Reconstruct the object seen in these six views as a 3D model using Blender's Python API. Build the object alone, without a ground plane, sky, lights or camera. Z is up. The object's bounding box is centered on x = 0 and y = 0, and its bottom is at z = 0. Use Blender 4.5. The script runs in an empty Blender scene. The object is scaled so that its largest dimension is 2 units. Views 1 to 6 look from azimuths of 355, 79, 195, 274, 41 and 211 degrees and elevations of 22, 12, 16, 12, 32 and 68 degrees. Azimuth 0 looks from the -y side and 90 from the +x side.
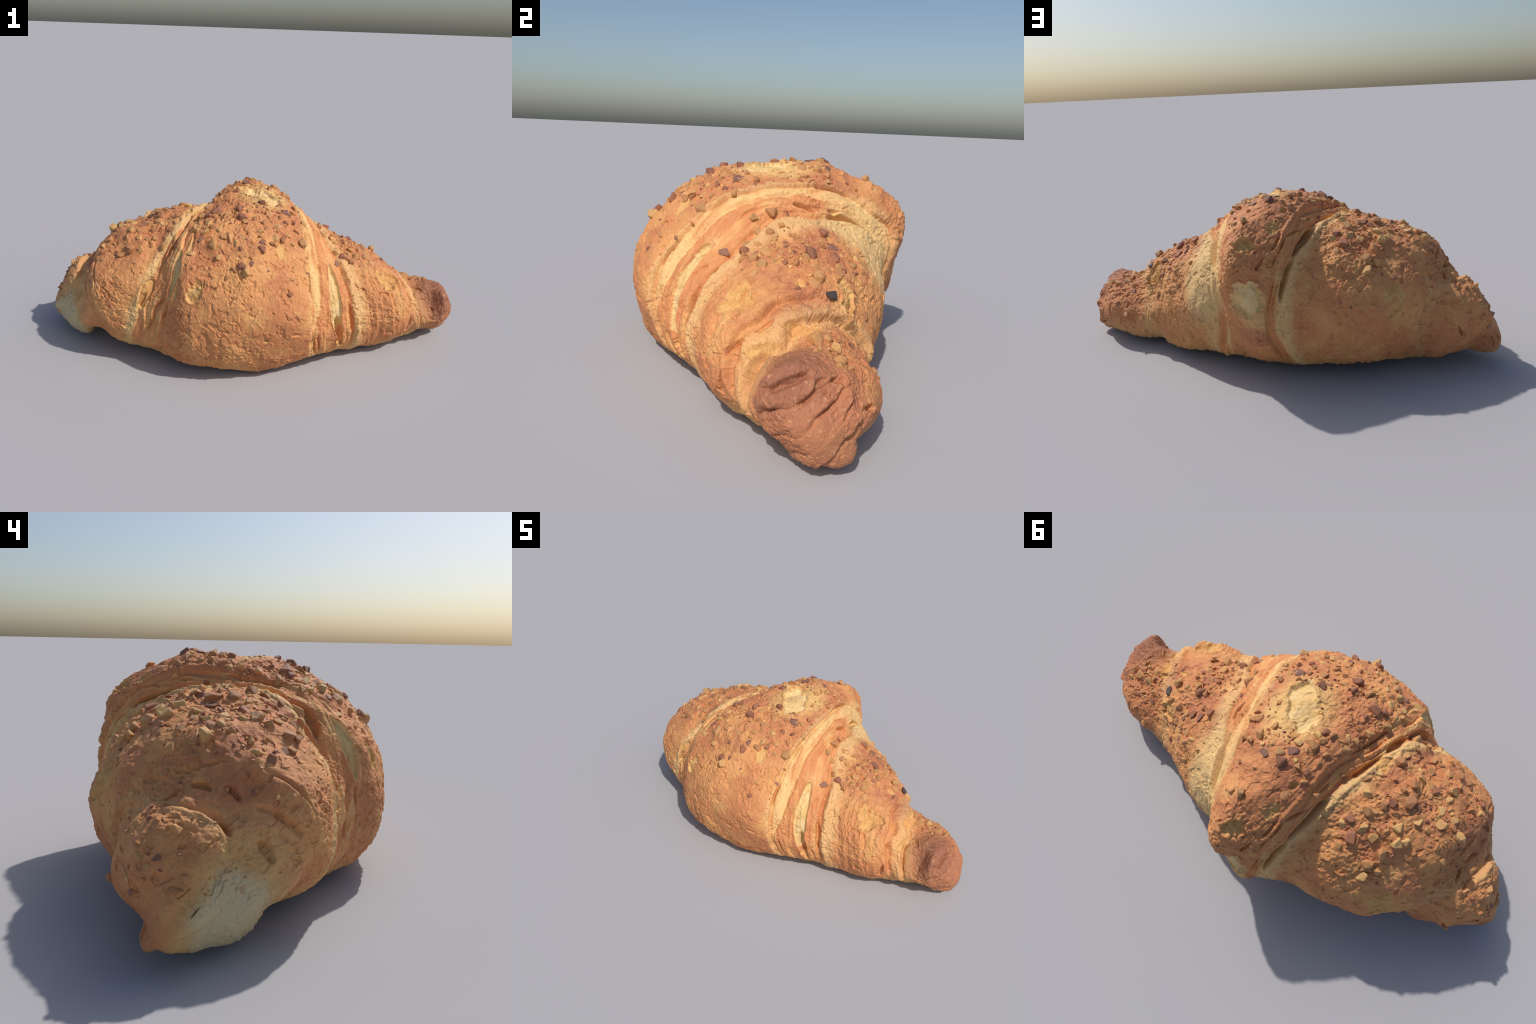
"""A golden, nut-sprinkled croissant: a rolled dough body (loft through hand-set
cross-sections, stepped along the wrap seams, torn, creased and blistered in code),
with chopped hazelnuts baked onto its top."""
import bpy
import bmesh
import math
import numpy as np
from mathutils import Vector, Matrix, Euler

rng = np.random.default_rng(11)

# ------------------------------------------------------------------ body sections
# station x, centre y, centre z, radii every 30 degrees (0 = +y, 90 = up)
SECTIONS = [
    (-1.000,  0.095, 0.105, (0.000, 0.000, 0.000, 0.000, 0.000, 0.000, 0.000, 0.000, 0.000, 0.000, 0.000, 0.000)),
    (-0.965,  0.097, 0.136, (0.037, 0.053, 0.065, 0.064, 0.075, 0.068, 0.099, 0.070, 0.090, 0.071, 0.088, 0.043)),
    (-0.900,  0.064, 0.168, (0.138, 0.148, 0.169, 0.159, 0.148, 0.112, 0.136, 0.168, 0.156, 0.124, 0.129, 0.104)),
    (-0.820,  0.017, 0.192, (0.239, 0.224, 0.196, 0.185, 0.169, 0.180, 0.213, 0.187, 0.195, 0.162, 0.162, 0.214)),
    (-0.730,  0.020, 0.246, (0.233, 0.213, 0.182, 0.219, 0.261, 0.293, 0.301, 0.253, 0.184, 0.203, 0.249, 0.287)),
    (-0.640,  0.021, 0.257, (0.296, 0.294, 0.282, 0.291, 0.300, 0.326, 0.344, 0.327, 0.253, 0.246, 0.271, 0.287)),
    (-0.540,  0.021, 0.283, (0.383, 0.324, 0.304, 0.286, 0.316, 0.342, 0.359, 0.386, 0.308, 0.278, 0.293, 0.357)),
    (-0.440,  0.009, 0.305, (0.414, 0.354, 0.316, 0.309, 0.304, 0.328, 0.391, 0.431, 0.347, 0.292, 0.306, 0.416)),
    (-0.340, -0.021, 0.335, (0.458, 0.374, 0.317, 0.291, 0.313, 0.382, 0.446, 0.489, 0.371, 0.302, 0.334, 0.472)),
    (-0.240, -0.037, 0.328, (0.479, 0.400, 0.345, 0.326, 0.367, 0.408, 0.474, 0.502, 0.374, 0.306, 0.332, 0.489)),
    (-0.140, -0.013, 0.311, (0.509, 0.480, 0.426, 0.402, 0.420, 0.456, 0.514, 0.522, 0.354, 0.305, 0.341, 0.469)),
    (-0.040,  0.033, 0.284, (0.505, 0.509, 0.483, 0.437, 0.465, 0.519, 0.562, 0.536, 0.324, 0.279, 0.325, 0.415)),
    ( 0.060,  0.052, 0.280, (0.413, 0.533, 0.465, 0.432, 0.464, 0.508, 0.575, 0.532, 0.318, 0.275, 0.321, 0.372)),
    ( 0.160,  0.027, 0.279, (0.382, 0.416, 0.408, 0.391, 0.418, 0.448, 0.531, 0.483, 0.317, 0.274, 0.317, 0.384)),
    ( 0.260, -0.013, 0.292, (0.396, 0.349, 0.303, 0.313, 0.333, 0.350, 0.414, 0.443, 0.311, 0.277, 0.334, 0.393)),
    ( 0.360, -0.018, 0.254, (0.350, 0.317, 0.293, 0.265, 0.262, 0.315, 0.370, 0.374, 0.288, 0.249, 0.290, 0.366)),
    ( 0.460, -0.031, 0.200, (0.308, 0.301, 0.275, 0.281, 0.271, 0.283, 0.306, 0.302, 0.226, 0.196, 0.226, 0.307)),
    ( 0.560, -0.046, 0.173, (0.267, 0.243, 0.277, 0.256, 0.271, 0.279, 0.270, 0.253, 0.194, 0.168, 0.195, 0.244)),
    ( 0.660, -0.046, 0.173, (0.224, 0.180, 0.187, 0.204, 0.217, 0.257, 0.254, 0.225, 0.194, 0.165, 0.182, 0.252)),
    ( 0.760, -0.047, 0.154, (0.224, 0.178, 0.149, 0.150, 0.146, 0.182, 0.187, 0.162, 0.166, 0.149, 0.172, 0.212)),
    ( 0.850, -0.031, 0.144, (0.181, 0.162, 0.136, 0.149, 0.170, 0.163, 0.178, 0.127, 0.122, 0.140, 0.135, 0.170)),
    ( 0.920, -0.034, 0.141, (0.124, 0.097, 0.124, 0.131, 0.169, 0.197, 0.157, 0.122, 0.124, 0.117, 0.141, 0.109)),
    ( 0.970, -0.037, 0.135, (0.078, 0.077, 0.058, 0.073, 0.101, 0.138, 0.112, 0.086, 0.093, 0.093, 0.100, 0.078)),
    ( 1.000, -0.058, 0.129, (0.000, 0.000, 0.000, 0.000, 0.000, 0.000, 0.000, 0.000, 0.000, 0.000, 0.000, 0.000)),
]

# ------------------------------------------------------------------ wrap seams
# each seam runs round the body: (angle in degrees, x)
SEAMS = {
    "horn_a": [(328, -.655), (348, -.66), (6, -.672), (17, -.69), (26, -.735), (38, -.785), (52, -.80), (72, -.83),
               (89, -.843), (107, -.843), (140, -.815), (165, -.81), (183, -.81), (208, -.79), (240, -.74), (290, -.68)],
    "tear": [(349, -.118), (9, -.137), (19, -.152), (33, -.182), (47, -.212), (60, -.236), (72, -.256), (84, -.278),
             (96, -.30), (114, -.335), (131, -.405), (147, -.45), (158, -.462), (169, -.488), (181, -.53),
             (198, -.565), (217, -.585), (270, -.40), (320, -.18)],
    "wrap_a": [(349, -.09), (3, -.091), (15, -.095), (26, -.111), (44, -.144), (55, -.162), (65, -.177), (78, -.197),
               (101, -.243), (117, -.272), (126, -.278), (141, -.297), (151, -.317), (165, -.354), (176, -.387),
               (192, -.42), (217, -.462), (270, -.33), (320, -.13)],
    "wrap_b": [(351, .116), (4, .122), (16, .128), (31, .152), (45, .157), (55, .162), (70, .172), (88, .185),
               (107, .200), (125, .200), (143, .200), (157, .203), (174, .213), (187, .22), (198, .222), (220, .24),
               (270, .2), (320, .13)],
    "band_b": [(351, .13), (16, .15), (34, .195), (54, .215), (80, .217), (95, .238), (111, .248), (132, .253),
               (149, .268), (165, .263), (182, .262), (192, .245), (200, .235), (220, .255), (270, .215), (320, .145)],
    "roll_b": [(351, .16), (17, .186), (36, .215), (49, .255), (66, .285), (92, .305), (110, .325), (130, .35),
               (150, .385), (160, .397), (169, .407), (179, .425), (187, .428), (216, .447), (270, .33), (320, .19)],
    "horn_b": [(339, .573), (353, .60), (6, .632), (43, .661), (80, .69), (112, .707), (131, .718), (156, .757),
               (166, .762), (177, .781), (197, .792), (218, .803), (270, .70), (310, .60)],
}

# torn-off crust showing the crumb: x, angle, half size along x, half size round, turn, depth
CRATERS = [
    (.025, 92, .072, .128, -.55, .014),     # big bare patch on the crown
    (.008, 28, .034, .034, 0, .015),
    (-.012, 6, .066, .078, .35, .013),
    (.333, 177, .022, .150, -.13, .014),    # cream slot on the arm side
    (-.377, 161, .017, .130, .25, .012),    # cream slot on the shoulder side
    (-.292, 169, .034, .050, .6, .008),
    (-.500, 169, .026, .078, .45, .010),
    (.597, 155, .052, .046, .3, .012),
    (-.082, 40, .026, .030, 0, .006),
    (-.100, 54, .014, .014, 0, .014),
    (.575, 28, .034, .055, .5, .012),
    (.600, 98, .015, .013, 0, .009),
    (-.570, 13, .040, .055, 0, .004),
    (.735, 122, .020, .040, 0, .010),
    (.724, 84, .014, .020, 0, .009),
    (.757, 168, .013, .022, 0, .010),
    (.085, 147, .024, .034, .2, .004),
    (-.318, 92, .028, .034, .5, .008),
    (.360, 206, .012, .016, 0, .022),
    (.378, 211, .010, .012, 0, .020),
    (.014, 194, .010, .008, 0, .014),
]

# slits between the leaves of dough: x, angle -> x, angle, half width, depth
SLITS = [
    (-.405, 175, -.428, 187, .009, .012), (-.466, 187, -.512, 199, .009, .010),
    (-.340, 120, -.425, 150, .015, .028), (-.490, 168, -.545, 184, .010, .012),
    (-.165, 24, -.232, 56, .013, .046), (-.137, 3, -.172, 28, .012, .042), (-.252, 70, -.300, 98, .011, .030), (-.305, 100, -.345, 122, .016, .034),
    (-.768, 42, -.757, 62, .008, .018), (-.757, 66, -.787, 89, .009, .020), (-.777, 95, -.792, 114, .007, .016), (-.72, 60, -.735, 100, .005, .009),
    (-.79, 125, -.775, 170, .006, .012), (-.74, 120, -.73, 165, .005, .008),
    (-.843, 96, -.848, 118, .010, .022), (-.820, 146, -.834, 174, .009, .020), (-.80, 40, -.825, 62, .008, .016),
    (-.045, 17, -.067, 24, .007, .015), (-.084, 26, -.116, 37, .007, .015), (-.131, 36, -.180, 46, .006, .012),
    (-.187, 54, -.198, 63, .006, .012), (-.102, 20, -.108, 27, .006, .014), (-.118, 29, -.134, 38, .005, .012),
    (.172, 70, .160, 45, .006, .016), (.205, 158, .215, 176, .005, .014), (.202, 112, .200, 143, .004, .008),
    (.25, 84, .256, 62, .010, .024), (.25, 56, .186, 17, .011, .032), (.215, 47, .235, 56, .007, .018),
    (.345, 188, .372, 212, .018, .026),
    (.388, 152, .408, 170, .008, .018), (.405, 176, .43, 205, .010, .020), (.27, 92, .29, 128, .006, .010),
    (.698, 143, .714, 164, .006, .015), (.714, 167, .714, 186, .006, .016), (.716, 189, .710, 207, .006, .014),
    (.77, 160, .80, 205, .010, .022),
    (.944, 165, .934, 124, .007, .016), (.952, 132, .928, 104, .005, .010), (.930, 102, .925, 70, .006, .012),
    (.910, 341, .905, 350, .012, .020), (-.833, 352, -.82, 1, .007, .014), (.245, 214, .235, 198, .004, .012),
    (.275, 214, .25, 196, .004, .012), (-.975, 330, -.955, 345, .006, .010), (-.43, 206, -.455, 218, .004, .010),
]

# chopped nuts that can be told apart: (x, angle, size in mm) by how they are roasted
NUTS = {
    "pale": [(-0.929, 64, 9), (-0.828, 22, 11), (-0.708, 112, 27), (-0.670, 80, 46), (-0.637, 89, 34), (-0.595, 81, 45),
        (-0.570, 90, 39), (-0.568, 108, 43), (-0.519, 56, 33), (-0.518, 74, 36), (-0.491, 53, 46), (-0.478, 61, 41),
        (-0.457, 25, 45), (-0.453, 100, 31), (-0.432, 106, 34), (-0.418, 48, 32), (-0.371, 50, 38), (-0.276, 131, 29),
        (-0.234, 135, 33), (-0.223, 126, 26), (-0.206, 143, 35), (-0.187, 151, 25), (-0.183, 134, 18), (-0.080, 160, 45),
        (-0.072, 81, 34), (-0.049, 118, 27), (-0.001, 63, 35), (0.025, 66, 47), (0.069, 66, 16), (0.075, 130, 27),
        (0.094, 66, 32), (0.134, 143, 19), (0.182, 141, 35), (0.297, 118, 36), (0.331, 118, 27), (0.362, 134, 32),
        (0.423, 41, 18), (0.512, 128, 33), (0.512, 119, 24), (0.585, 72, 35), (0.854, 32, 23), (0.873, 72, 31)],
    "toasted": [(-0.902, 33, 19), (-0.838, 353, 21), (-0.671, 59, 28), (-0.655, 95, 23), (-0.601, 93, 20), (-0.594, 116, 26),
        (-0.576, 128, 36), (-0.570, 64, 22), (-0.567, 53, 22), (-0.565, 133, 26), (-0.555, 143, 26), (-0.524, 133, 26),
        (-0.485, 129, 25), (-0.473, 104, 20), (-0.471, 158, 20), (-0.470, 42, 38), (-0.466, 123, 26), (-0.461, 81, 47),
        (-0.448, 34, 33), (-0.447, 92, 33), (-0.445, 56, 21), (-0.429, 86, 37), (-0.426, 53, 27), (-0.425, 134, 25),
        (-0.414, 79, 38), (-0.410, 27, 25), (-0.393, 54, 32), (-0.389, 68, 32), (-0.383, 120, 31), (-0.382, 87, 19),
        (-0.382, 129, 43), (-0.382, 21, 33), (-0.369, 100, 39), (-0.359, 29, 27), (-0.351, 61, 38), (-0.347, 71, 19),
        (-0.329, 34, 27), (-0.313, 24, 41), (-0.291, 127, 26), (-0.213, 130, 28), (-0.196, 92, 21), (-0.163, 80, 31),
        (-0.137, 75, 21), (-0.132, 140, 37), (-0.128, 85, 29), (-0.123, 159, 27), (-0.083, 62, 25), (-0.080, 75, 36),
        (-0.078, 140, 27), (-0.006, 112, 23), (0.016, 128, 27), (0.041, 53, 20), (0.047, 144, 35), (0.092, 140, 26),
        (0.123, 164, 22), (0.161, 132, 24), (0.287, 102, 39), (0.312, 105, 22), (0.337, 27, 17), (0.379, 77, 22),
        (0.379, 88, 22), (0.406, 61, 27), (0.407, 21, 27), (0.414, 142, 28), (0.435, 2, 23), (0.436, 107, 30),
        (0.438, 78, 27), (0.460, 134, 33), (0.492, 111, 23), (0.512, 346, 19), (0.527, 357, 26), (0.537, 75, 23),
        (0.541, 139, 23), (0.724, 334, 26), (0.759, 98, 41), (0.778, 18, 23), (0.784, 73, 15), (0.785, 353, 23),
        (0.870, 41, 21)],
    "dark": [(-0.844, 41, 17), (-0.795, 40, 11), (-0.640, 128, 21), (-0.552, 25, 25), (-0.527, 99, 42), (-0.434, 122, 20),
        (-0.354, 41, 43), (-0.221, 118, 31), (-0.189, 115, 42), (-0.178, 108, 25), (-0.134, 151, 18), (-0.096, 85, 26),
        (-0.093, 147, 20), (-0.090, 157, 27), (-0.090, 117, 32), (-0.085, 125, 32), (-0.031, 61, 46), (-0.005, 148, 31),
        (0.012, 109, 37), (0.111, 126, 20), (0.112, 50, 13), (0.150, 123, 26), (0.364, 61, 37), (0.392, 138, 28),
        (0.441, 46, 32), (0.445, 94, 41), (0.464, 26, 20), (0.466, 76, 36), (0.478, 94, 23), (0.812, 42, 13)],
    "skin": [(-0.939, 5, 16), (-0.934, 39, 19), (-0.259, 139, 24), (-0.047, 156, 22), (-0.040, 67, 31), (-0.000, 143, 22),
        (0.047, 61, 36), (0.121, 114, 36), (0.197, 161, 13), (0.359, 149, 28), (0.429, 130, 16), (0.477, 34, 18),
        (0.708, 1, 25), (0.812, 69, 23)],
    "burnt": [(0.618, 56, 36)],
}

# ------------------------------------------------------------------ helpers
XS = np.array([s[0] for s in SECTIONS])
CY = np.array([s[1] for s in SECTIONS])
CZ = np.array([s[2] for s in SECTIONS])
R2 = np.array([s[3] for s in SECTIONS]) ** 2


def cubic(xs, Y, x):
    """Smooth interpolation of the rows of Y, given at xs."""
    one = (-1,) + (1,) * (Y.ndim - 1)
    dx = np.diff(xs)
    sl = np.diff(Y, axis=0) / dx.reshape(one)
    w = (dx[1:] / (dx[1:] + dx[:-1])).reshape(one)
    m = np.zeros_like(Y)
    m[1:-1] = w * sl[:-1] + (1 - w) * sl[1:]
    m[0], m[-1] = sl[0], sl[-1]
    i = np.clip(np.searchsorted(xs, x) - 1, 0, len(xs) - 2)
    h = (xs[i + 1] - xs[i])
    t = ((x - xs[i]) / h).reshape(one)
    h = h.reshape(one)
    return ((2 * t**3 - 3 * t**2 + 1) * Y[i] + (t**3 - 2 * t**2 + t) * h * m[i]
            + (-2 * t**3 + 3 * t**2) * Y[i + 1] + (t**3 - t**2) * h * m[i + 1])


PERM = np.concatenate([np.random.default_rng(5).permutation(256)] * 3)
GRAD = np.random.default_rng(6).normal(size=(256, 3))
GRAD /= np.linalg.norm(GRAD, axis=1)[:, None]


def noise(P, freq, seed=0.0):
    """Gradient noise, about -0.7..0.7."""
    p = P * np.asarray(freq) + seed * 17.31
    i = np.floor(p).astype(np.int64)
    f = p - i
    i &= 255
    u = f * f * f * (f * (f * 6 - 15) + 10)
    out = 0
    for a in (0, 1):
        for b in (0, 1):
            for c in (0, 1):
                g = GRAD[PERM[PERM[PERM[i[..., 0] + a] + i[..., 1] + b] + i[..., 2] + c]]
                d = g[..., 0] * (f[..., 0] - a) + g[..., 1] * (f[..., 1] - b) + g[..., 2] * (f[..., 2] - c)
                w = ((u[..., 0] if a else 1 - u[..., 0]) * (u[..., 1] if b else 1 - u[..., 1])
                     * (u[..., 2] if c else 1 - u[..., 2]))
                out = out + w * d
    return out * 1.4


def fbm(P, freq, octaves=3, seed=0.0):
    return sum(noise(P, np.asarray(freq) * 2.0**k, seed + k) * .5**k for k in range(octaves))


def smooth(a, b, x):
    t = np.clip((x - a) / (b - a), 0, 1)
    return t * t * (3 - 2 * t)


AXIS_Y = -.01


def axis_z(x):
    return .345 - .19 * x * x


DEG = np.arange(360)
SEAM = {}
for name, pts in SEAMS.items():
    a, v = np.array(sorted(pts)).T
    line = np.interp(DEG, a, v, period=360)
    k = np.exp(-(np.arange(-9, 10) / 3.5) ** 2)
    SEAM[name] = np.convolve(np.concatenate([line[-9:], line, line[:9]]), k / k.sum(), "valid")


def seam(name, phi):
    return np.interp(np.degrees(phi) % 360, DEG, SEAM[name], period=360)


# ------------------------------------------------------------------ body grid
def radius(x, th):
    q = (th / (2 * np.pi) * 12) % 12
    i = np.floor(q).astype(int)
    t = q - i
    S = np.maximum(cubic(XS, R2, x), 0)
    a, b, c, d = [S[:, (i + j) % 12] for j in (-1, 0, 1, 2)]
    r2 = b + .5 * t * (c - a + t * (2 * a - 5 * b + 4 * c - d + t * (3 * (b - c) + d - a)))
    return np.sqrt(np.maximum(r2, 0))


NX, NTH = 1000, 1060
xf = 1 - 2 * (.5 + .5 * np.cos(np.linspace(0, np.pi, 4001)))
rm = radius(xf, np.linspace(0, 2 * np.pi, 25)[:-1]).mean(1)
arc = np.concatenate([[0], np.cumsum(np.hypot(np.diff(xf), np.diff(rm)))])
gx = np.interp(np.linspace(0, 1, NX + 2)[1:-1], arc / arc[-1], xf)
# angles: closer together over the part that shows than underneath
tt = np.linspace(0, 2 * np.pi, 2001)
dens = 1 - .45 * np.exp(-((tt - 1.5 * np.pi) / .75) ** 4)
cum = np.concatenate([[0], np.cumsum(dens[1:])])
gth = np.interp(np.arange(NTH) / NTH, cum / cum[-1], tt)

r = radius(gx, gth)
X = np.broadcast_to(gx[:, None], r.shape)
cy, cz = cubic(XS, CY, gx)[:, None], cubic(XS, CZ, gx)[:, None]
P = np.stack([X, cy + r * np.cos(gth), cz + r * np.sin(gth)], -1)


def normals(Q):
    du = np.gradient(Q, axis=0)
    dv = np.roll(Q, -1, 1) - np.roll(Q, 1, 1)
    n = np.cross(dv, du)
    n /= np.maximum(np.linalg.norm(n, axis=-1, keepdims=True), 1e-12)
    return n if (n[NX // 2] * (Q[NX // 2] - Q[NX // 2].mean(0))).sum() > 0 else -n


N0 = normals(P)
phi = np.arctan2(P[..., 2] - axis_z(X), P[..., 1] - AXIS_Y)
rho = np.hypot(P[..., 2] - axis_z(X), P[..., 1] - AXIS_Y)
up = np.sin(phi)
ang = np.degrees(phi) % 360
pale_side = smooth(.25, -.35, up)

wob = .009 * noise(P, 7, 3) + .002 * noise(P, 20, 4)
S = {n: X - seam(n, phi) + wob for n in SEAM}
for n in S:                                   # true distance across a slanting seam
    slope = np.gradient(SEAM[n]) * 180 / np.pi
    k = np.interp(np.degrees(phi) % 360, DEG, slope, period=360) / np.maximum(rho, .12)
    S[n] = S[n] / np.sqrt(1 + k * k)


def window(a, b, soft=12):
    """1 for angles a..b (degrees, may pass 360), fading over soft."""
    d = (ang - a) % 360
    w = (b - a) % 360
    return smooth(0, soft, d) * smooth(w, w - soft, np.where(d > w, w, d)) * (d <= w)


D = np.zeros_like(r)


def ledge(name, proud, h, L, win=1.0, groove=0.0, gw=.008):
    """One leaf of dough ending on the next: step, rounded lip and a crease at its foot."""
    global D
    s = S[name] * proud
    D += win * h * np.where(s > 0, np.exp(-s / L), -np.exp(s / L * 1.3)) * np.tanh(np.abs(s) / .007)
    D -= win * groove * np.exp(-((s + gw * .6) / gw) ** 2)


top = smooth(-.75, -.3, up)
S["lip"] = S["horn_b"] + .058 + .012 * noise(P, 5, 23)     # rounded lips of the leaves rolled along the brown arm
S["fold"] = S["horn_b"] + .150 + .022 * noise(P, 4, 24)
torn = .35 + .65 * smooth(-.25, .25, noise(P, 6, 25))
open_a = window(8, 190, 30) * torn
ledge("wrap_a", 1, .009, .045, top * smooth(205, 165, np.where(ang > 300, 0, ang)) * (1 - .75 * window(100, 215, 25)), .005, .010)
ledge("tear", -1, .006, .05, open_a, .010, .012)
ledge("wrap_b", -1, .009, .05, top, .008, .007)
ledge("band_b", 1, .006, .025, window(60, 210), .005, .007)
ledge("roll_b", 1, .009, .04, window(15, 225), .010, .009)
ledge("horn_b", -1, .012, .04, top, .011, .010)
ragged = .25 + .75 * smooth(-.3, .2, noise(P, 8, 27))
ledge("lip", -1, .012, .035, window(60, 225, 25) * ragged, .010, .008)
ledge("fold", -1, .009, .04, window(100, 222, 25) * ragged, .009, .008)
ledge("horn_a", 1, .006, .05, window(120, 205, 25) * torn, .004, .009)
ledge("horn_a", -1, .007, .03, window(40, 122, 18), .009, .009)      # the heel's last leaf laps back over the roll
ledge("horn_a", 1, .007, .05, window(320, 40, 20), .006, .009)

# leaves of dough seen edge-on in the openings between the rolls
def leaves(lo, hi, count, amp):
    global D
    width = S[lo] - S[hi]
    t = S[lo] / np.maximum(width, .02)
    inside = smooth(-.02, .1, t) * smooth(1.02, .9, t) * top
    if lo == "tear":
        inside = inside * smooth(215, 165, np.where(ang > 300, 0, ang))
    saw = (t * count + .9 * noise(P, (4, 7, 7), 21)) % 1.0
    D += inside * amp * (saw - .5 - .9 * np.exp(-(saw / .16) ** 2)) * (.15 + smooth(-.25, .3, noise(P, 7, 22)))
    return inside


gap_a = leaves("tear", "wrap_a", 3, .010)
gap_b = leaves("band_b", "roll_b", 3, .006)
t_band = S["wrap_b"] / np.maximum(S["wrap_b"] - S["band_b"], .01)
band = smooth(-.05, .1, t_band) * smooth(1.05, .9, t_band) * top      # smooth strip of cream dough
D += .006 * band * np.sin(np.pi * np.clip(t_band, 0, 1))
gap_b = np.maximum(gap_b, band)

# fine pulled strands that follow the seams
turn = np.where(S["wrap_a"] < 0, S["tear"], np.where(S["wrap_b"] > 0, S["roll_b"], S["wrap_a"]))
turn = np.where(S["horn_b"] > -.12, S["horn_b"], np.where(S["horn_a"] < .10, S["horn_a"], turn))
strand_P = np.stack([turn, np.cos(phi) * .05, np.sin(phi) * .05], -1)
near = np.maximum.reduce([np.exp(-(S[n] / .05) ** 2) for n in ("wrap_a", "tear", "roll_b", "horn_b", "horn_a", "band_b")])
strand = noise(strand_P, 42, 31) + .6 * noise(strand_P, 90, 32)
arm = window(115, 225, 20) * smooth(.40, .48, X) * smooth(.80, .72, X)
D += .0055 * strand * np.clip(near + .8 * gap_a + .6 * gap_b + .8 * arm, 0, 1)

# the curled brown end: creases fan out over its face from the fold at the back
tip = smooth(.87, .93, X)
fan_angle = np.arctan2(.42 - P[..., 2], .30 - P[..., 1]) + .045 * noise(P, 11, 41) + .02 * noise(P, 26, 44)
saw = (fan_angle * 8.6 + .35 * noise(P, 8, 42)) % 1.0
deep = .35 + .9 * smooth(-.3, .3, noise(P, 9, 43))
D += tip * deep * (.011 * (saw - .5) - .013 * np.exp(-(np.minimum(saw, 1 - saw) / .11) ** 2)) * smooth(-.6, -.2, -np.abs(X - 1) * 8 + .2)

# broad swells of the dough, and a mound of crust round every large nut
D += .009 * noise(P, 6.5, 1) + .0055 * noise(P, 14, 2)
for kind, items in NUTS.items():
    for x, deg, mm in items:
        w = mm / 1000 * .85
        row = slice(*np.searchsorted(gx, (x - 2.2 * w, x + 2.2 * w)))
        arc_d = np.radians((ang[row] - deg + 180) % 360 - 180) * rho[row]
        D[row] += .16 * w * np.exp(-((X[row] - x) ** 2 + arc_d ** 2) / w ** 2)

# slits
R_at = lambda x, a: float(np.interp(x, gx, rho[:, int(np.argmin(np.abs(ang[NX // 2] - a)))]))
for x1, a1, x2, a2, hw, dep in SLITS:
    da = (a2 - a1 + 180) % 360 - 180
    xm, am = (x1 + x2) / 2, math.radians(a1 + da / 2)
    sel = (np.abs(X - xm) < abs(x2 - x1) / 2 + .06)
    d_phi = (phi - am + np.pi) % (2 * np.pi) - np.pi
    sel &= np.abs(d_phi) < abs(math.radians(da)) / 2 + .35
    rr = max(float(np.median(rho[sel])), .08) if sel.any() else .1
    vx, va = (x2 - x1), math.radians(da) * rr
    L = math.hypot(vx, va) / 2
    xs_, ds_, ps_ = X[sel] - xm, d_phi[sel] * rr, P[sel]
    u = (xs_ * vx + ds_ * va) / (2 * L)
    v = (-xs_ * va + ds_ * vx) / (2 * L) + .25 * hw * noise(ps_, 22, 51) + .008 * noise(ps_, 9, 52)
    q = (u / L) ** 2 + (v / hw) ** 2
    D[sel] += .12 * hw * np.exp(-((np.sqrt(q) - 1.3) / .4) ** 2) - dep * smooth(1.0, .25, q)

# craters in the crust
crater = np.full(r.shape, -1)
for i, (x0, a0, hx, ha, rot, dep) in enumerate(CRATERS):
    d_phi = (phi - math.radians(a0) + np.pi) % (2 * np.pi) - np.pi
    near_by = (np.abs(X - x0) < 2.5 * max(hx, ha)) & (np.abs(d_phi) < 1.2)
    rr = float(np.median(rho[(np.abs(X - x0) < .02) & (np.abs(d_phi) < .15)]))
    xs_, ds_, ps_ = X[near_by] - x0, d_phi[near_by] * rr, P[near_by]
    a = xs_ * math.cos(rot) + ds_ * math.sin(rot)
    b = -xs_ * math.sin(rot) + ds_ * math.cos(rot)
    size = max(hx, ha)
    q = np.sqrt((a / hx) ** 2 + (b / ha) ** 2) + .55 * noise(ps_, .8 / size, 61 + i) + .40 * (min(hx, ha) / size) ** .5 * noise(ps_, 2.4 / size, 62 + i) + .2 * min(hx, ha) / size * noise(ps_, 70, 64)
    edge = min(.25, .006 / size)
    d = .3 * dep * np.exp(-((q - 1.06) / .10) ** 2) - dep * smooth(1.0, 1.0 - edge * 2, q)
    d += np.where(q < 1, .003 * fbm(ps_, 40, 2, 63) + .35 * dep * (1 - q), 0)
    D[near_by] += d
    sub = crater[near_by]
    sub[q < .985] = i
    crater[near_by] = sub

# lumps, blisters and wrinkles of the crust (kept apart so that they stay crisp)
crust = (1 - .55 * np.clip(gap_a + gap_b, 0, 1)) * (1 - .35 * smooth(.84, .92, X))
crust *= np.where(crater >= 0, .6, 1) * (1 - .6 * smooth(-.80, -.88, X) * smooth(.3, -.2, up))
rough = smooth(-.25, .35, noise(P, 4.5, 10))                        # crust is coarser in some places than in others
nutty = smooth(.1, .8, up + .5 * noise(P, 6, 17))
F = .0040 * fbm(P, 30, 2, 7) * crust * (.35 + .4 * rough + .6 * nutty)
bubble = noise(P + .03 * noise(P, 14, 9)[..., None], 46, 8)
F += .0028 * (1 - np.abs(bubble) * 2.2) * crust * (.15 + .75 * rough)
F += .0026 * fbm(P, (95, 80, 80), 2, 12) * (.4 + .7 * rough)
F += .0012 * fbm(strand_P, (120, 40, 40), 2, 18) * (.3 + near)
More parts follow.
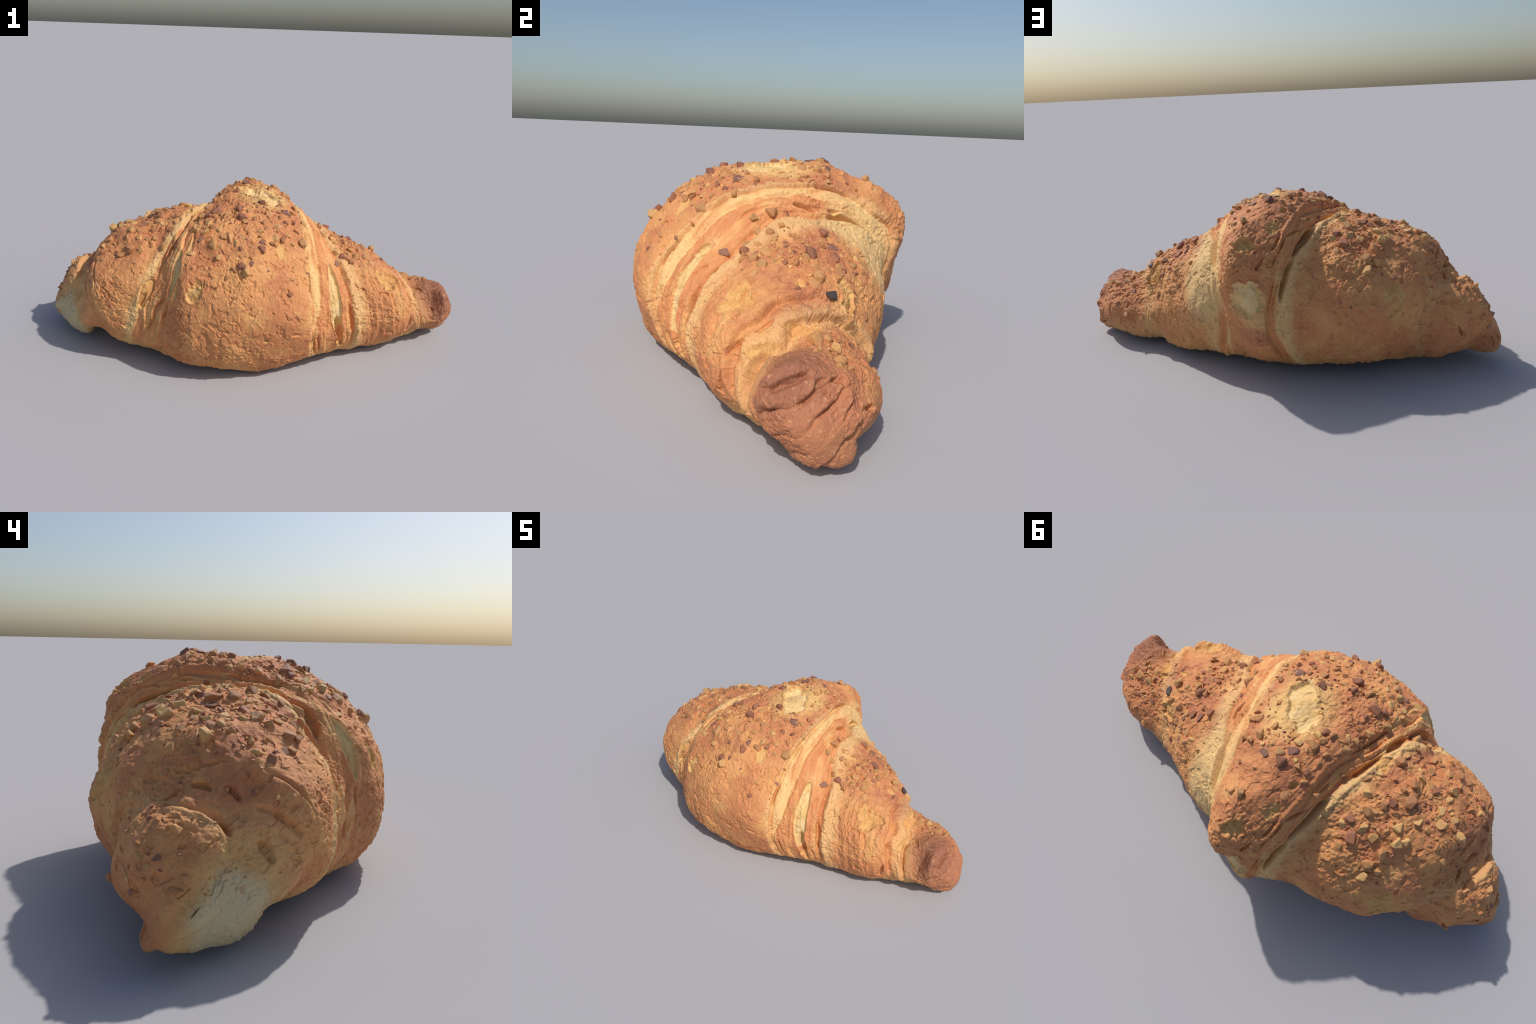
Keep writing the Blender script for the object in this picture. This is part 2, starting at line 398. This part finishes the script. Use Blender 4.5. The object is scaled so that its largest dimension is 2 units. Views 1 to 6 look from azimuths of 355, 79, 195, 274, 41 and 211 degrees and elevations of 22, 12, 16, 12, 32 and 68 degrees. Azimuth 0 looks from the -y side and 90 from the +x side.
lift = noise(P + .02 * noise(P, 26, 14)[..., None], 21, 13)         # thin leaves of crust lifting with sharp edges
F += .0026 * smooth(.24, .27, lift) * crust * smooth(.60, .24, lift)
F -= .0038 * smooth(.32, .345, noise(P, 29, 15)) * crust
split = noise(P + .05 * noise(P, 9, 19)[..., None], (15, 22, 22), 20)   # hairline splits
F -= .0036 * np.exp(-(split / .02) ** 2) * smooth(.12, .40, noise(P, 7, 26)) * crust
F -= .006 * smooth(.46, .58, noise(P, 46, 16)) * crust * rough

D = (D + .5 * (np.roll(D, 1, 1) + np.roll(D, -1, 1))) / 2      # soften the very steep walls a little
D[1:-1] = (D[1:-1] + .5 * (D[2:] + D[:-2])) / 2
D += F - .0035
fade = smooth(0, .03, np.minimum(X + 1, 1 - X)) * .8 + .2
D *= fade
Q = P + N0 * D[..., None]
low = .012
Q[..., 2] = np.where(Q[..., 2] < low, low * np.exp((np.minimum(Q[..., 2], low) - low) / low * .8), Q[..., 2])
Q[..., 0] = np.clip(Q[..., 0], -.999, .999)
NQ = normals(Q)

# ------------------------------------------------------------------ split by region into parts
nv = NX * NTH
verts = np.concatenate([Q.reshape(-1, 3), [Q[0].mean(0) + [-.001, 0, 0], Q[-1].mean(0) + [.001, 0, 0]]])
vnorm = np.concatenate([NQ.reshape(-1, 3), [[-1, 0, 0], [1, 0, 0]]])
I, J = np.meshgrid(np.arange(NX - 1), np.arange(NTH), indexing="ij")
J2 = (J + 1) % NTH
quads = np.stack([I * NTH + J, I * NTH + J2, (I + 1) * NTH + J2, (I + 1) * NTH + J], -1).reshape(-1, 4)
a, b, c, d = [verts[quads[:, k]] for k in range(4)]
flip = (np.cross(c - a, d - b) * vnorm[quads[:, 0]]).sum() < 0
if flip:
    quads = quads[:, ::-1]

zone = np.full(r.shape, 3)
zone[S["wrap_a"] < 0] = 2
zone[S["tear"] < 0] = 1
zone[S["horn_a"] < 0] = 0
zone[S["wrap_b"] > 0] = 4
zone[S["band_b"] > 0] = 5
zone[S["roll_b"] > 0] = 6
zone[S["horn_b"] > 0] = 7
fz = zone[:-1].reshape(-1)
fc = crater[:-1].reshape(-1)


def fan(row, pole, turn_round):
    j = np.arange(NTH)
    t = np.stack([np.full(NTH, pole), row * NTH + (j + 1) % NTH, row * NTH + j], -1)
    return t[:, ::-1] if turn_round else t


caps = {0: fan(0, nv, not flip), 7: fan(NX - 1, nv + 1, flip)}
for key, tri in caps.items():
    a, b, c = [verts[tri[:, k]] for k in range(3)]
    if (np.cross(b - a, c - a)[:, 0].sum() > 0) != (key == 7):
        caps[key] = tri[:, ::-1]

# ------------------------------------------------------------------ materials
class Tree:
    """Small helper to write node maths as expressions."""

    def __init__(self, name):
        self.mat = bpy.data.materials.new(name)
        self.mat.use_nodes = True
        self.t = self.mat.node_tree
        self.bsdf = self.t.nodes["Principled BSDF"]
        self.co = self.t.nodes.new("ShaderNodeTexCoord").outputs["Object"]

    def link(self, v, sock):
        if isinstance(v, (int, float, tuple)):
            sock.default_value = v
        else:
            self.t.links.new(v, sock)

    def m(self, op, a, b=0.0, c=None, clamp=False):
        n = self.t.nodes.new("ShaderNodeMath")
        n.operation, n.use_clamp = op, clamp
        self.link(a, n.inputs[0])
        self.link(b, n.inputs[1])
        if c is not None:
            self.link(c, n.inputs[2])
        return n.outputs[0]

    def add(self, *v):
        o = v[0]
        for w in v[1:]:
            o = self.m("ADD", o, w)
        return o

    def mul(self, a, b):
        return self.m("MULTIPLY", a, b)

    def step(self, v, lo, hi):
        n = self.t.nodes.new("ShaderNodeMapRange")
        n.interpolation_type = "SMOOTHSTEP"
        self.link(v, n.inputs["Value"])
        if lo <= hi:
            n.inputs["From Min"].default_value, n.inputs["From Max"].default_value = lo, hi
        else:
            n.inputs["From Min"].default_value, n.inputs["From Max"].default_value = hi, lo
            n.inputs["To Min"].default_value, n.inputs["To Max"].default_value = 1, 0
        return n.outputs[0]

    def noise(self, scale, detail=3.0, rough=.55, dist=0.0, vec=None, stretch=None):
        v = vec or self.co
        if stretch:
            mp = self.t.nodes.new("ShaderNodeMapping")
            mp.inputs["Scale"].default_value = stretch
            self.t.links.new(v, mp.inputs["Vector"])
            v = mp.outputs[0]
        n = self.t.nodes.new("ShaderNodeTexNoise")
        n.inputs["Scale"].default_value = scale
        n.inputs["Detail"].default_value = detail
        n.inputs["Roughness"].default_value = rough
        n.inputs["Distortion"].default_value = dist
        self.t.links.new(v, n.inputs["Vector"])
        return n.outputs[0]

    def mix(self, f, a, b, kind="MIX"):
        n = self.t.nodes.new("ShaderNodeMix")
        n.data_type, n.blend_type = "RGBA", kind
        self.link(f, n.inputs[0])
        for v, s in ((a, n.inputs[6]), (b, n.inputs[7])):
            self.link(v + (1,) if isinstance(v, tuple) else v, s)
        return n.outputs[2]

    def xyz(self):
        n = self.t.nodes.new("ShaderNodeSeparateXYZ")
        self.t.links.new(self.co, n.inputs[0])
        return n.outputs

    def polar(self):
        """cosine and sine of the angle round the body, as used for the seams."""
        x, y, z = self.xyz()
        dy = self.m("SUBTRACT", y, AXIS_Y)
        dz = self.m("ADD", self.m("SUBTRACT", z, .345), self.mul(self.mul(x, x), .19))
        rr = self.m("SQRT", self.add(self.mul(dy, dy), self.mul(dz, dz), 1e-5))
        self.x, self.c, self.s = x, self.m("DIVIDE", dy, rr), self.m("DIVIDE", dz, rr)
        c2 = self.m("SUBTRACT", self.mul(self.c, self.c), self.mul(self.s, self.s))
        s2 = self.mul(self.mul(self.c, self.s), 2.0)
        c3 = self.m("SUBTRACT", self.mul(c2, self.c), self.mul(s2, self.s))
        s3 = self.add(self.mul(s2, self.c), self.mul(c2, self.s))
        self.waves = [self.c, self.s, c2, s2, c3, s3]

    def seam(self, name):
        """x minus the seam's x, the seam written as a short Fourier sum of the angle."""
        a = np.radians(DEG)
        base = np.stack([np.ones(360)] + [f(k * a) for k in (1, 2, 3) for f in (np.cos, np.sin)], 1)
        k = np.linalg.lstsq(base, SEAM[name], rcond=None)[0]
        o = self.m("SUBTRACT", self.x, float(k[0]))
        for v, w in zip(k[1:], self.waves):
            o = self.m("SUBTRACT", o, self.mul(w, float(v)))
        return o

    def blob(self, centre, size, blur=.35):
        """Soft spot round a place, broken up by noise."""
        mp = self.t.nodes.new("ShaderNodeMapping")
        mp.vector_type = "TEXTURE"
        mp.inputs["Location"].default_value = centre
        mp.inputs["Scale"].default_value = size
        self.t.links.new(self.co, mp.inputs["Vector"])
        n = self.t.nodes.new("ShaderNodeVectorMath")
        n.operation = "LENGTH"
        self.t.links.new(mp.outputs[0], n.inputs[0])
        d = self.add(n.outputs["Value"], self.mul(self.m("SUBTRACT", self.noise(9, 4), .5), .9))
        return self.step(d, 1 + blur, 1 - blur)

    def finish(self, colour, height, strength=.35, dist=.004, rough=.62, spec=.25):
        self.t.links.new(colour, self.bsdf.inputs["Base Color"])
        self.bsdf.inputs["Roughness"].default_value = rough
        self.bsdf.inputs["Specular IOR Level"].default_value = spec
        b = self.t.nodes.new("ShaderNodeBump")
        b.inputs["Strength"].default_value = strength
        b.inputs["Distance"].default_value = dist
        self.t.links.new(height, b.inputs["Height"])
        self.t.links.new(b.outputs[0], self.bsdf.inputs["Normal"])
        return self.mat


GOLD, BROWN, RUST = (.700, .328, .122), (.615, .243, .098), (.475, .172, .086)
PALE, CRUMB, DEEP = (.80, .540, .235), (.82, .590, .290), (.36, .135, .045)
WHITE = (.64, .53, .32)


def speckle(t, col):
    """mottling shared by all crust: pale flecks, reddish freckles, dark hairline cracks."""
    n1 = t.noise(70, 4, .6)
    col = t.mix(t.mul(t.step(n1, .56, .74), .55), col, (.72, .42, .19))
    col = t.mix(t.mul(t.step(t.noise(46, 3, .6, .5), .58, .72), .5), col, RUST)
    crack = t.noise(38, 5, .65, 1.6)
    line = t.step(t.m("ABSOLUTE", t.m("SUBTRACT", crack, .5)), .012, .0)
    gate = t.step(t.noise(11, 2), .52, .66)
    return t.mix(t.mul(t.mul(line, gate), .7), col, DEEP)


def crust_material(name, toast=.5, rust=.3, fringe=(), tint=None):
    t = Tree(name)
    t.polar()
    col = t.mix(t.step(t.noise(4.5, 5, .62, .4), .40, .60), GOLD, BROWN)
    col = t.mix(t.mul(t.step(t.noise(13, 4, .6, .3), .50, .70), .65), col, BROWN)
    col = t.mix(t.mul(t.step(t.noise(9, 5, .64), .46, .34), .6), col, (.74, .40, .150))
    # roasted reddish crust under the nuts
    crown = t.step(t.add(t.s, t.mul(t.m("SUBTRACT", t.noise(7, 4), .5), 1.1)), .25, .95)
    col = t.mix(t.mul(t.mul(crown, t.step(t.noise(10, 4, .6), .38, .62)), toast), col, RUST)
    col = t.mix(t.mul(t.step(t.noise(6.5, 6, .68, .8), .56, .68), rust + .12), col, RUST)
    for seam_name, side, width, amount in fringe:
        d = t.mul(t.seam(seam_name), side)
        d = t.add(d, t.mul(t.m("SUBTRACT", t.noise(12, 4), .5), width * 1.1))
        col = t.mix(t.mul(t.mul(t.step(d, width, width * .25), t.step(d, -.08, -.02)), amount), col, PALE)
    # paler, less baked underside
    under = t.step(t.add(t.s, t.mul(t.m("SUBTRACT", t.noise(5, 4), .5), .7)), -.45, -.85)
    col = t.mix(t.mul(under, .65), col, (.68, .43, .17))
    if tint:
        col = tint(t, col)
    col = speckle(t, col)
    h = t.add(t.mul(t.noise(95, 5, .62, .4), 1.0), t.mul(t.noise(240, 3, .6), .35), t.mul(t.noise(38, 4, .6, .6), .9))
    return t.finish(col, h, .55, .007)


def leaf_material(name, lo, pale=.6, tint=None):
    """torn inner leaves: cream and orange streaks that follow the seam."""
    t = Tree(name)
    t.polar()
    cb = t.t.nodes.new("ShaderNodeCombineXYZ")
    t.link(t.mul(t.seam(lo), 5.0), cb.inputs[0])
    t.link(t.mul(t.c, .35), cb.inputs[1])
    t.link(t.mul(t.s, .35), cb.inputs[2])
    streak = t.noise(7, 5, .6, .2, vec=cb.outputs[0])
    col = t.mix(t.step(streak, .48 - pale * .3, .76 - pale * .3), BROWN, GOLD)
    col = t.mix(t.mul(t.step(t.add(streak, t.mul(t.m("SUBTRACT", t.noise(14, 4), .5), .35)), .64 - pale * .3, .92 - pale * .3), .85), col, PALE)
    col = t.mix(t.mul(t.step(t.noise(9, 4), .55, .70), .45), col, BROWN)
    under = t.step(t.add(t.s, t.mul(t.m("SUBTRACT", t.noise(5, 4), .5), .7)), -.45, -.85)
    col = t.mix(t.mul(under, .65), col, (.68, .43, .17))
    if tint:
        col = tint(t, col)
    col = speckle(t, col)
    h = t.add(t.mul(streak, 1.4), t.mul(t.noise(90, 4, .6, .4), .7))
    return t.finish(col, h, .5, .006, .68, .2)


def crumb_material(name, dull, bright):
    t = Tree(name)
    col = t.mix(t.step(t.noise(16, 5, .6), .35, .65), dull, bright)
    col = t.mix(t.mul(t.step(t.noise(60, 4, .65, .8), .60, .72), .6), col, (.56, .32, .12))
    crack = t.step(t.m("ABSOLUTE", t.m("SUBTRACT", t.noise(34, 5, .65, 1.5), .5)), .010, .0)
    col = t.mix(t.mul(t.mul(crack, t.step(t.noise(12, 2), .45, .6)), .65), col, (.36, .16, .05))
    return t.finish(col, t.add(t.noise(80, 5, .65, .5), t.mul(t.noise(30, 4), 1.0)), .6, .007, .78, .15)


def white_heel(t, col):
    """the end that lay against its neighbour stayed pale."""
    col = t.mix(t.mul(t.blob((-.93, -.09, .13), (.16, .17, .17), .35), .6), col, (.66, .45, .17))
    col = t.mix(t.mul(t.blob((-.93, -.10, .105), (.12, .13, .135), .30), .9), col, WHITE)
    return t.mix(t.mul(t.blob((-.97, .17, .08), (.10, .10, .10), .3), .6), col, RUST)


def bare_side(t, col):
    """a broad stretch of pale dough at the back, beside the wide roll"""
    return t.mix(t.mul(t.blob((.235, .33, .44), (.115, .20, .20), .4), .85), col, PALE)


def brown_tip(t, col):
    d = t.add(t.x, t.mul(t.m("SUBTRACT", t.noise(7, 5, .6), .5), .26))
    col = t.mix(t.mul(t.step(d, .76, .97), .9), col, (.46, .180, .092))
    return t.mix(t.mul(t.blob((.90, -.14, .26), (.12, .11, .09), .7), .8), col, (.29, .115, .07))


def red_flap(t, col):
    col = t.mix(t.mul(t.blob((.03, -.01, .70), (.115, .14, .10), .45), .7), col, (.78, .53, .20))
    col = t.mix(t.mul(t.blob((-.04, .53, .34), (.09, .08, .09), .4), .5), col, (.76, .50, .20))
    return t.mix(t.mul(t.blob((-.02, .53, .235), (.09, .08, .045), .3), .7), col, RUST)


MATS = {
    0: crust_material("crust_heel", .35, .25, [("horn_a", -1, .04, .3)], white_heel),
    1: crust_material("crust_shoulder", .55, .22, [("tear", -1, .065, .75), ("horn_a", 1, .05, .25)]),
    2: leaf_material("torn_leaves", "wrap_a", .42),
    3: crust_material("crust_wrap", .55, .28, [("wrap_b", -1, .02, .4)], red_flap),
    4: leaf_material("cream_leaf", "wrap_b", 1.0, bare_side),
    5: leaf_material("golden_leaves", "roll_b", .36, bare_side),
    6: crust_material("crust_arm", .85, .30, [("roll_b", 1, .09, .6), ("horn_b", -1, .06, .35)], bare_side),
    7: crust_material("crust_tip", .5, .45, [("horn_b", 1, .045, .45)], brown_tip),
    8: crumb_material("crumb", (.72, .47, .19), CRUMB),
    9: crumb_material("under_crust", (.64, .32, .115), (.74, .44, .165)),
}
NAMES = {0: "horn", 1: "dough_roll", 2: "torn_layer", 3: "wide_roll", 4: "inner_layer", 5: "torn_layer", 6: "dough_roll", 7: "horn"}

root = bpy.data.objects.new("croissant", None)
bpy.context.collection.objects.link(root)
root["label"] = "golden brown croissant sprinkled with chopped roasted nuts"
root["category"] = "croissant"
root.empty_display_size = .2


def part(name, faces, material, parent, tris=None):
    """mesh of some of the body's faces, shaded with the whole body's normals."""
    loops = faces.reshape(-1)
    totals = np.full(len(faces), 4)
    if tris is not None:
        loops = np.concatenate([loops, tris.reshape(-1)])
        totals = np.concatenate([totals, np.full(len(tris), 3)])
    used, loops = np.unique(loops, return_inverse=True)
    me = bpy.data.meshes.new(name)
    me.vertices.add(len(used))
    me.vertices.foreach_set("co", verts[used].astype(np.float32).ravel())
    me.loops.add(len(loops))
    me.loops.foreach_set("vertex_index", loops.astype(np.int32).ravel())
    me.polygons.add(len(totals))
    me.polygons.foreach_set("loop_start", np.concatenate([[0], np.cumsum(totals)[:-1]]).astype(np.int32))
    me.update(calc_edges=True)
    me.polygons.foreach_set("use_smooth", np.ones(len(totals), bool))
    me.normals_split_custom_set_from_vertices(vnorm[used].astype(np.float32))
    me.materials.append(material)
    ob = bpy.data.objects.new(name, me)
    bpy.context.collection.objects.link(ob)
    ob.parent = parent
    return ob


FRESH = (0, 2, 3, 4)                          # places deep enough to show white crumb
PARTS = {}
for z in range(8):
    sel = (fz == z) & (fc < 0)
    if sel.any():
        PARTS[z] = part(NAMES[z], quads[sel], MATS[z], root, caps.get(z))
for i in range(len(CRATERS)):
    sel = fc == i
    if sel.sum() > 6:
        host = np.bincount(fz[sel]).argmax()
        part("bare_crumb" if i in FRESH else "peeled_crust", quads[sel], MATS[8 if i in FRESH else 9], PARTS[host])

# ------------------------------------------------------------------ nuts
def nut_material(name, flesh, skin, share):
    t = Tree(name)
    rnd = t.t.nodes.new("ShaderNodeObjectInfo").outputs["Random"]
    n = t.add(t.noise(22, 3, .6), t.mul(t.m("SUBTRACT", rnd, .5), .35))
    col = t.mix(t.step(n, share - .07, share + .07), flesh, skin)
    col = t.mix(t.mul(rnd, .45), col, tuple(v * .72 for v in flesh))
    col = t.mix(t.mul(t.step(t.noise(60, 4), .55, .7), .4), col, skin)
    return t.finish(col, t.add(t.noise(120, 3), t.noise(45, 3)), .4, .004, .5, .35)


NUT_MATS = {
    "pale": nut_material("nut_flesh", (.74, .44, .165), (.50, .21, .085), .56),
    "toasted": nut_material("nut_toasted", (.66, .33, .125), (.42, .165, .075), .54),
    "dark": nut_material("nut_roasted", (.43, .175, .09), (.25, .10, .062), .50),
    "skin": nut_material("nut_skin", (.36, .165, .105), (.23, .11, .08), .50),
    "burnt": nut_material("nut_burnt", (.10, .07, .065), (.055, .045, .048), .5),
}


def chunk(k, seed, flat):
    """a broken piece of nut: the hull of some points, edges slightly worn."""
    g = np.random.default_rng(seed)
    bm = bmesh.new()
    p = g.normal(size=(13, 3))
    p /= np.linalg.norm(p, axis=1)[:, None]
    p *= g.uniform(.75, 1.05, (13, 1)) * np.array([.53, .44, .42 * flat])
    vs = [bm.verts.new(v) for v in p]
    bmesh.ops.convex_hull(bm, input=vs)
    bmesh.ops.dissolve_limit(bm, angle_limit=.35, verts=bm.verts, edges=bm.edges)
    bmesh.ops.bevel(bm, geom=list(bm.edges), offset=.055, segments=1, affect="EDGES", clamp_overlap=True)
    bmesh.ops.triangulate(bm, faces=bm.faces)
    for f in bm.faces:
        f.smooth = False
    me = bpy.data.meshes.new("nut_" + k)
    bm.to_mesh(me)
    bm.free()
    me.materials.append(NUT_MATS[k])
    return me


CHUNKS = {k: [chunk(k, 100 * i + 7 * len(k), .35 if k in ("skin", "burnt") else 1.0) for i in range(9)] for k in NUT_MATS}

flatQ, flatN = Q.reshape(-1, 3), NQ.reshape(-1, 3)
smoothN = N0.reshape(-1, 3)


def where(x, deg):
    i = int(np.argmin(np.abs(gx - x)))
    d = np.abs((ang[i] - deg + 180) % 360 - 180)
    return i * NTH + int(np.argmin(d))


placed = []
clump = smooth(-.35, .20, noise(flatQ, 8, 71))            # nuts lie in uneven clusters


def sit(k, size, v, sink=None):
    """matrix for a nut of that size pressed into the crust at vertex v."""
    n = Vector(smoothN[v] * .7 + flatN[v] * .3).normalized()
    tilt = Euler(rng.normal(0, .32 if k not in ("skin", "burnt") else .08, 3)).to_matrix()
    spin = Matrix.Rotation(rng.uniform(0, 6.28), 3, "Z")
    rot = n.to_track_quat("Z", "Y").to_matrix() @ tilt @ spin
    sc = size * rng.uniform(.92, 1.12, 3)
    off = size * (rng.uniform(-.17, .02) if sink is None else sink)
    if k in ("skin", "burnt"):
        off = size * .01
    return Matrix.Translation(Vector(flatQ[v]) + n * off) @ rot.to_4x4() @ Matrix.Diagonal((*sc, 1))


def host_of(x, v):
    z = int(zone.reshape(-1)[v])
    return PARTS.get(z, root)


def add_nut(k, x, deg, size):
    v = where(x, deg)
    me = CHUNKS[k][int(rng.integers(9))]
    ob = bpy.data.objects.new("nut", me)
    bpy.context.collection.objects.link(ob)
    ob.parent = host_of(x, v)
    ob.matrix_world = sit(k, size, v)
    placed.append(flatQ[v])


for k, items in NUTS.items():
    for x, deg, mm in items:
        add_nut(k, x, deg, mm / 1000 * 1.65)

# sprinkled at random: thick on the crown of every roll, thinning down the sides
fx, fphi, fzone = X.reshape(-1), ang.reshape(-1), zone.reshape(-1)
fcr = crater.reshape(-1)


def chance(x, a, z):
    """how thickly nuts lie at station x and angle a in zone z"""
    if z == 3:
        return np.exp(-((a - 112) / 36.0) ** 2) + .30 * np.exp(-((a - 60) / 25.0) ** 2)
    if z == 1:
        return 1.15 * np.exp(-((a - 82) / 42.0) ** 2) * np.exp(-((x + .52) / .17) ** 2)
    if z == 6:
        return 1.1 * np.exp(-((a - 85) / 48.0) ** 2) * np.exp(-((x - .46) / .11) ** 2)
    if z == 7:
        return .8 * np.exp(-((a - 60) / 42.0) ** 2) * np.exp(-((x - .79) / .07) ** 2)
    if z == 0:
        return .35 * np.exp(-((a - 55) / 35.0) ** 2)
    if z in (2, 5):
        return .18 * np.exp(-((a - 105) / 30.0) ** 2)
    return 0


def scatter(count, gap, area_rng):
    out = []
    tries = 0
    while len(out) < count and tries < 60000:
        tries += 1
        x = area_rng.uniform(-.97, .93)
        a = area_rng.uniform(-5, 175)
        v = where(x, a)
        if fcr[v] >= 0 or area_rng.uniform() > clump[v] * chance(x, a % 360, int(fzone[v])):
            continue
        if placed and np.min(np.sum((np.array(placed) - flatQ[v]) ** 2, 1)) < gap * gap:
            continue
        placed.append(flatQ[v])
        out.append((x, a % 360, v))
    return out


pick = np.random.default_rng(77)
for x, a, v in scatter(295 - len(placed), .027, pick):
    k = pick.choice(["pale", "toasted", "dark", "skin"], p=[.22, .60, .16, .02])
    size = float(pick.uniform(.028, .056))
    placed.pop()
    add_nut(k, x, a, size)

# crumbs of nut too small to pick apart, one mesh for each roast
for k, count in (("toasted", 330), ("pale", 80), ("dark", 80)):
    co, fa = [], []
    for x, a, v in scatter(count, .010, pick):
        me = CHUNKS[k][int(pick.integers(9))]
        M = sit(k, float(pick.uniform(.011, .022)), v, -.06)
        base = len(co)
        co += [tuple(M @ w.co) for w in me.vertices]
        fa += [tuple(base + i for i in f.vertices) for f in me.polygons]
    me = bpy.data.meshes.new("nut_crumbs")
    me.from_pydata(co, [], fa)
    me.materials.append(NUT_MATS[k])
    ob = bpy.data.objects.new("nut_crumbs", me)
    ob["kind"] = "stuff"
    bpy.context.collection.objects.link(ob)
    ob.parent = root
